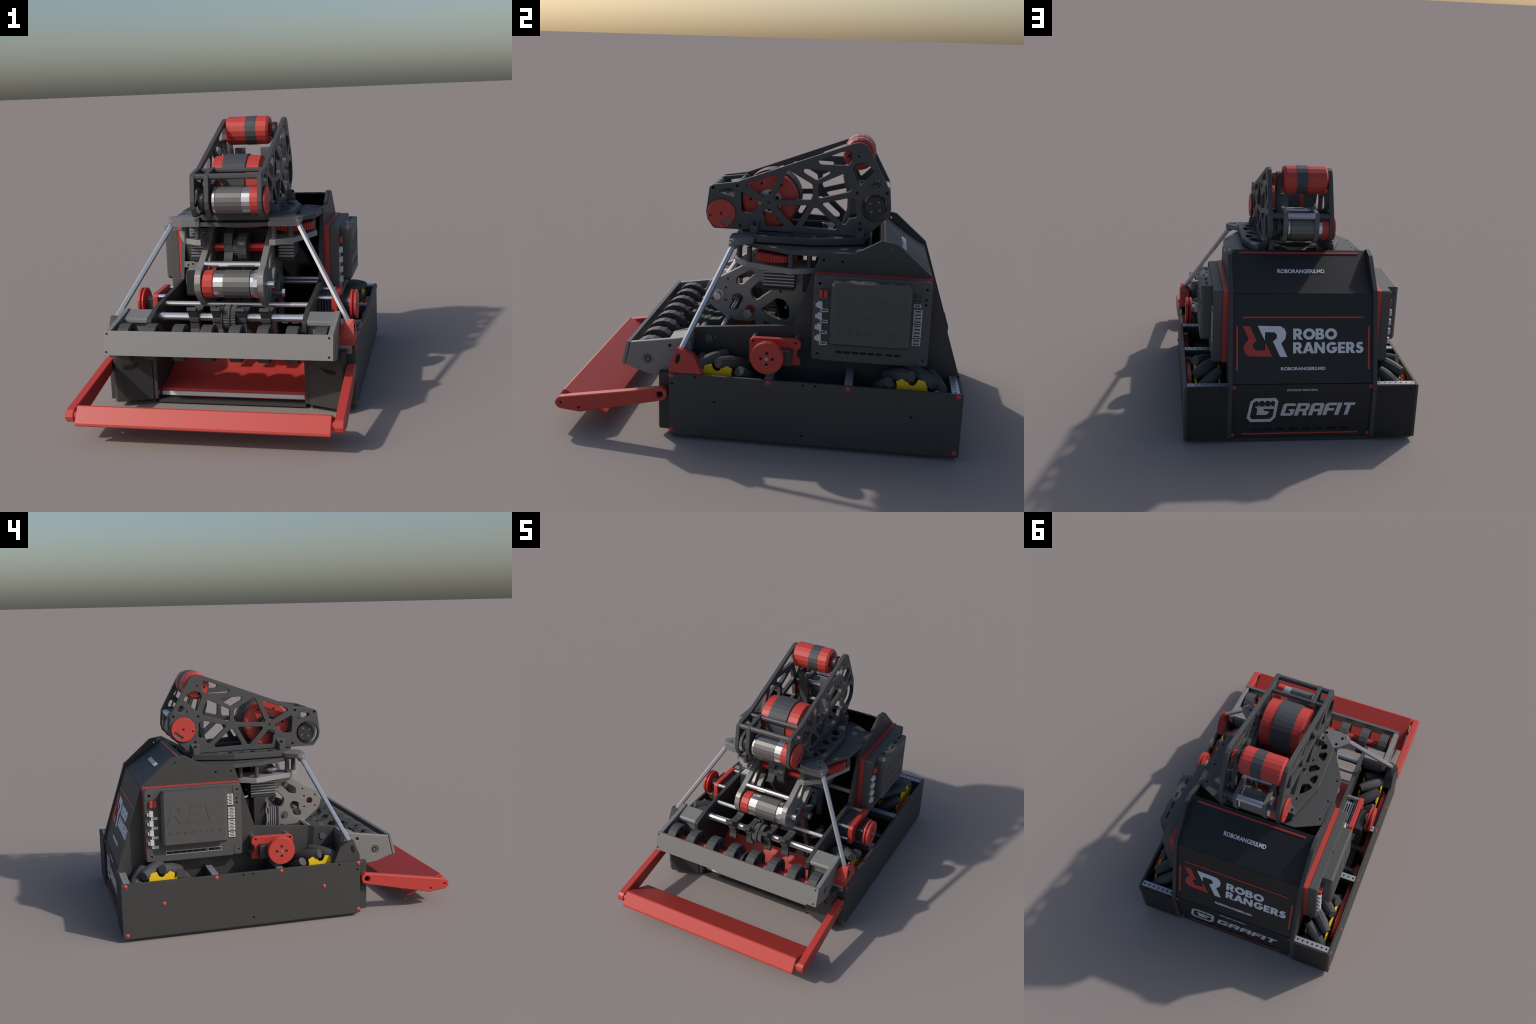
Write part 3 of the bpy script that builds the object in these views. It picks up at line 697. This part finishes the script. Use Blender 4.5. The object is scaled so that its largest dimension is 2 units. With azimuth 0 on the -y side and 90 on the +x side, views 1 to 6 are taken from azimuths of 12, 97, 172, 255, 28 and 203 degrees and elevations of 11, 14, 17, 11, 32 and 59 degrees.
# ================================================================== SHOOTER TURRET
rot = [(.16, -.135), (.205, -.125), (.288, -.034), (.290, .255), (.214, .498), (.15, .525)]
rotp = rot + [(-x, y) for x, y in rot[::-1]]
tri_holes = [[(.205, -.015), (.208, -.041), (.228, -.052), (.241, -.038), (.240, -.018), (.211, -.005)],
             [(.212, .044), (.211, .027), (.247, .007), (.260, .016), (.259, .064), (.247, .068)],
             [(.190, .097), (.189, .074), (.199, .089)],
             [(.188, .132), (.220, .111), (.252, .124), (.247, .138), (.201, .169), (.189, .155)],
             [(.217, .222), (.222, .205), (.248, .178), (.261, .185), (.262, .228), (.251, .239)],
             [(.193, .335), (.189, .269), (.224, .251), (.250, .264), (.249, .278), (.221, .315)],
             [(.188, .383), (.189, .362), (.199, .372)]]
rh = [rounded(h, .004, 2) for h in tri_holes]; rh += [[(-x, y) for x, y in h] for h in rh]
rh += [rounded(h, .01, 2) for h in ([(-.12, .35), (.0, .33), (.12, .35), (.05, .43), (-.05, .43)], [(-.13, .44), (-.07, .44), (-.04, .50), (-.12, .50)], [(.13, .44), (.07, .44), (.04, .50), (.12, .50)], [(-.135, -.06), (.135, -.06), (.135, .26), (.06, .30), (-.06, .30), (-.135, .26)])]
tbase = part(B().prism(rotp, 'z', .925, .960, holes=rh, c=.003), 'turret_base', DARK, robot)
part(B().cyl((0, .19, .880), (0, .19, .902), .12, 24), 'turret_bearing', BOXM, tbase)

outline = [(-.300, 1.179), (-.282, 1.190), (-.161, 1.209), (.420, 1.428), (.450, 1.434), (.480, 1.424), (.499, 1.403), (.609, 1.202), (.613, 1.192), (.621, 1.108), (.612, 1.068), (.506, .966), (.49, .962), (-.272, .965), (-.283, .973), (-.309, 1.010), (-.317, 1.048)]
win = [[(-.115, 1.190), (-.108, 1.203), (.037, 1.256), (.049, 1.244), (.008, 1.150), (-.016, 1.138)],
       [(-.140, 1.154), (-.131, 1.158), (-.029, 1.109), (-.029, 1.101), (-.084, 1.053), (-.124, 1.053), (-.134, 1.065)],
       [(-.027, 1.060), (-.014, 1.077), (.014, 1.078), (.085, 1.001), (.077, .990), (-.003, .990), (-.012, 1.001), (-.015, 1.036)],
       [(.093, 1.275), (.104, 1.280), (.221, 1.216), (.226, 1.203), (.226, 1.151), (.218, 1.136), (.041, 1.126), (.033, 1.136)],
       [(.049, 1.100), (.199, 1.107), (.204, 1.099), (.147, .998), (.133, .996), (.051, 1.086)],
       [(.234, 1.095), (.252, 1.096), (.353, 1.008), (.352, .992), (.343, .988), (.186, .994), (.184, 1.005)],
       [(.278, 1.112), (.281, 1.122), (.419, 1.158), (.446, 1.140), (.443, 1.109), (.452, 1.066), (.446, 1.055), (.416, 1.051), (.398, 1.019), (.383, 1.018)],
       [(.251, 1.215), (.385, 1.280), (.394, 1.276), (.421, 1.204), (.411, 1.186), (.275, 1.149), (.263, 1.144), (.254, 1.152)],
       [(.175, 1.281), (.181, 1.291), (.304, 1.287), (.310, 1.279), (.304, 1.270), (.246, 1.237), (.237, 1.238), (.178, 1.270)],
       [(.250, 1.325), (.250, 1.336), (.359, 1.382), (.403, 1.393), (.414, 1.386), (.415, 1.341), (.396, 1.317), (.260, 1.316)],
       [(.420, 1.303), (.430, 1.325), (.467, 1.335), (.508, 1.316), (.531, 1.289), (.457, 1.217), (.451, 1.223)],
       [(.508, 1.219), (.540, 1.253), (.557, 1.250), (.569, 1.216), (.561, 1.211), (.510, 1.209)],
       [(-.250, 1.157), (-.246, 1.168), (-.195, 1.176), (-.182, 1.167), (-.168, 1.146), (-.177, 1.131), (-.195, 1.137), (-.246, 1.149)]]
win = [rounded(h, .004, 2) for h in win]
bolt = [(-.281, 1.174), (-.158, 1.190), (-.139, .986), (.470, 1.029), (.447, 1.183), (.596, 1.189), (.448, 1.365), (.0065, 1.1115)]
FM_, RM_ = (-.2355, 1.046), (.541, 1.110)      # front and rear motor axes (y, z)
for s in (1, -1):
    # motor cap sits in a small bore, the pulley end has a wide one
    big = RM_ if s > 0 else FM_; small_ = FM_ if s > 0 else RM_
    hl = win + [circle(y, z, .0068, 9) for y, z in bolt[:6]] + [circle(y, z, .005, 8) for y, z in bolt[6:]] + [circle(*big, .070, 24), circle(*small_, .068, 24)]
    tp = part(B().prism(outline, 'x', s*.1615, s*.186, holes=hl, c=.002), 'shooter_side_plate', DARK, tbase)
    b = B()
    for y0 in (-.062, .472):
        b.hull([(s*.186, y0-.030, .960), (s*.186, y0+.030, .960), (s*.222, y0-.018, .960), (s*.222, y0+.018, .960), (s*.188, y0-.028, 1.022), (s*.188, y0+.028, 1.022), (s*.220, y0-.014, .990), (s*.220, y0+.014, .990)])
    part(b, 'plate_foot', DARK, tp)
    b = B()
    for y0 in (-.062, .472):
        b.cyl((s*.206, y0, 1.003), (s*.2115, y0, 1.0088), .010, 10)
    part(b, 'foot_bolt', HOLE, tp)
    # motor end cap on this side, pulley on the other
    y, z = small_
    b = B().prism(circle(y, z, .0735, 22), 'x', s*.187, s*.200, holes=[[(y+.018, z-.062), (y+.061, z-.022), (y+.049, z-.010), (y-.001, z-.048)], circle(y, z, .007, 6), circle(y-.056, z-.012, .005, 6)], c=.003)
    cap = part(b, 'motor_end_cap', RED, tp)
    part(B().prism([(y+.018, z-.064), (y+.064, z-.022), (y+.049, z-.008), (y-.003, z-.048)], 'x', s*.1865, s*.191), 'cap_window', MOTOR, cap)

def motor(axis, s, x_pul0, x_pul1, xs, name):
    """xs: ends of front ring, body, ring, cap, all measured towards side s"""
    y, z = axis; c = lambda a: (s*a, y, z)
    m = part(B().cyl(c(xs[1]), c(xs[2]), .0725, 20), name, MOTOR, tbase)
    part(B().cyl(c(xs[0]), c(xs[1]), .0700, 20, c=.005).cyl(c(xs[2]), c(xs[3]), .0700, 20), 'motor_ring', STEEL, m)
    part(B().cyl(c(xs[3]), c(xs[4]), .0725, 20), 'motor_cap', RED, m)
    b = B().cyl(c(x_pul0), c(x_pul1), .046, 24).cyl(c(x_pul0-.003), c(x_pul0), .052, 20)
    q = B().prism([(py+y, pz+z) for py, pz in toothed(.049, 30, .004)], 'x', s*x_pul0, s*x_pul1); b.add(q.v, q.f)
    part(b, 'motor_pulley', SERVO, m)
    part(B().cyl(c(x_pul1), c(xs[0]), .018, 10), 'motor_shaft', STEEL, m)
    b = B()
    for k in range(4):
        a = math.pi/4+k*math.pi/2+.2; dy, dz = .030*math.cos(a), .030*math.sin(a)
        b.cyl((s*(x_pul0-.0031), y+dy, z+dz), (s*(x_pul0-.005), y+dy, z+dz), .0045, 7)
    part(b, 'pulley_screw', FIN, m)
motor(FM_, 1, -.152, -.116, (-.080, -.058, .076, .120, .186), 'front_shooter_motor')
motor(RM_, -1, -.152, -.113, (-.074, -.054, .078, .124, .186), 'rear_shooter_motor')

# cross rods
b = B().cyl((-.162, -.281, 1.172), (.162, -.281, 1.172), .0165, 8, a0=math.pi/8).cyl((-.162, -.158, 1.191), (.162, -.158, 1.191), .0135, 8, a0=math.pi/8).cyl((-.162, -.139, .986), (.162, -.139, .986), .012, 8)
part(b, 'cross_rod', DARK, tbase)
b = B().cyl((-.162, .596, 1.186), (.162, .596, 1.186), .0165, 8).cyl((-.162, .447, 1.183), (.162, .447, 1.183), .0135, 8).cyl((-.162, .470, 1.029), (.162, .470, 1.029), .012, 8)
part(b, 'cross_rod', DARK, tbase)
part(B().cyl((-.080, .596, 1.187), (.075, .596, 1.187), .019, 8).cyl((-.08, .447, 1.184), (.08, .447, 1.184), .016, 10), 'rod_sleeve', STRUT, tbase)
# inner front frame
fr = [(-.300, 1.179), (-.282, 1.190), (-.150, 1.208), (-.128, 1.190), (-.128, .974), (-.14, .966), (-.272, .965), (-.309, 1.010), (-.317, 1.048)]
part(B().prism(fr, 'x', -.113, -.088, holes=[circle(*FM_, .040, 16), rounded([(-.262, 1.135), (-.262, 1.172), (-.165, 1.188), (-.160, 1.135), (-.21, 1.128)], .008, 2)], c=.002), 'motor_frame', DARK, tbase)
# rear motor frames
rf = [(.430, 1.172), (.430, 1.204), (.600, 1.206), (.614, 1.190), (.620, 1.108), (.600, 1.050), (.560, 1.020), (.520, 1.020), (.470, 1.070), (.460, 1.15)]
for x0 in (.074, -.104):
    hole = [circle(*RM_, .060, 18)] if x0 > 0 else [circle(*RM_, .071, 20)]
    part(B().prism(rf, 'x', x0, x0+.025, holes=hole, c=.002), 'motor_frame', GUARD, tbase)
# flywheel with rubber band and hubs
fw = part(B().lathe((-.122, .0065, 1.1115), (1, .0065, 1.1115), [(0, .132), (.006, .142), (.058, .143)], 32).lathe((.060, .0065, 1.1115), (1, .0065, 1.1115), [(0, .143), (.070, .142), (.076, .132)], 32), 'flywheel', RED, tbase)
part(B().cyl((-.064, .0065, 1.1115), (.060, .0065, 1.1115), .151, 32), 'flywheel_tyre', RUBBER, fw)
for s in (1, -1):
    x0 = .136 if s > 0 else -.122
    part(B().cyl((x0-s*.004, .0065, 1.1115), (x0+s*.010, .0065, 1.1115), .062, 16, c=.003).cyl((x0, .0065, 1.1115), (s*.162, .0065, 1.1115), .018, 12), 'flywheel_hub', CHAN if s > 0 else DARK, fw)
    b = B()
    for k in range(6):
        a = 2*math.pi*k/6+.5
        b.cyl((x0+s*.010, .0065+.043*math.cos(a), 1.1115+.043*math.sin(a)), (x0+s*.0108, .0065+.043*math.cos(a), 1.1115+.043*math.sin(a)), .0085, 8)
        b.cyl((x0, .0065+.100*math.cos(a+.5), 1.1115+.100*math.sin(a+.5)), (x0+s*.0009, .0065+.100*math.cos(a+.5), 1.1115+.100*math.sin(a+.5)), .0075, 8)
    part(b, 'bolt_hole', HOLE, fw)
# top roller
ty, tz = .448, 1.364
tr = part(B().lathe((-.160, ty, tz), (1, ty, tz), [(0, .068), (.012, .0815), (.118, .0815)], 18).lathe((.019, ty, tz), (1, ty, tz), [(0, .0815), (.060, .0815), (.074, .072)], 18), 'top_roller', RED, tbase)
part(B().cyl((-.042, ty, tz), (.019, ty, tz), .083, 18), 'roller_band', RUBBER, tr)
q = B().prism([(y+ty, z+tz) for y, z in toothed(.036, 16, .006)], 'x', .093, .106)
q2 = B().prism([(y+ty, z+tz) for y, z in toothed(.036, 16, .006)], 'x', .131, .152); q.add(q2.v, q2.f)
part(q, 'roller_gear', RED, tr)
part(B().cyl((.106, ty, tz), (.131, ty, tz), .038, 18), 'belt_pulley', SERVO, tr)
part(B().cyl((-.17, ty, tz), (.162, ty, tz), .012, 8), 'axle', DARK, tr)
b = B()
for k in range(6):
    a = 2*math.pi*k/6+.2
    for x in (.0932, -.1601):
        b.cyl((x, ty+.050*math.cos(a), tz+.050*math.sin(a)), (x+(.0006 if x > 0 else -.0006), ty+.050*math.cos(a), tz+.050*math.sin(a)), .008, 8)
part(b, 'bolt_hole', HOLE, tr)
# drive belt from the rear pulley up to the top roller
def belt(p, q, rp, rq, x0, x1, name, mat, parent, t=.006):
    P, Q = Vector(p), Vector(q); d = Q-P; L = d.length; a = math.atan2(d.y, d.x); o = math.acos((rp-rq)/L); n = 12
    def arc(C, r, a0, a1): return [(C.x+r*math.cos(a0+(a1-a0)*k/n), C.y+r*math.sin(a0+(a1-a0)*k/n)) for k in range(n+1)]
    loop = lambda g: arc(P, rp+g, a+o, a-o+2*math.pi) + arc(Q, rq+g, a-o, a+o)
    return part(B().prism(loop(t), 'x', x0, x1, holes=[loop(0)]), name, mat, parent)
belt(RM_, (ty, tz), .050, .039, .108, .130, 'timing_belt', SERVO, tbase)
belt(FM_, (.0065, 1.1115), .050, .045, -.148, -.126, 'timing_belt', SERVO, tbase)
part(B().box(.143, .156, .485, .505, 1.172, 1.205), 'wire_clip', BLUE, tbase)
# curved hood strips behind the flywheel
hood = [(.382, 1.268), (.385, 1.24), (.402, 1.18), (.410, 1.13), (.410, 1.08), (.402, 1.04), (.385, .990)]
for x0, x1, m in ((.046, .096, GUARD), (-.104, -.046, DARK)):
    b = B().sheet(hood, 'x', x0, x1, .022)
    b.prism([(.405, 1.172), (.447, 1.195), (.455, 1.18), (.440, 1.12), (.452, 1.06), (.420, 1.05), (.412, 1.09)], 'x', x0+.012, x1-.012)
    part(b, 'shooter_hood', m, tbase, smooth=50)

# keep the tree to thing > part > sub-part
def chain(o):
    c = [o]
    while c[-1].parent: c.append(c[-1].parent)
    return c
for o in list(COL.objects):
    c = chain(o)
    if len(c) > 3: o.parent = c[-2]
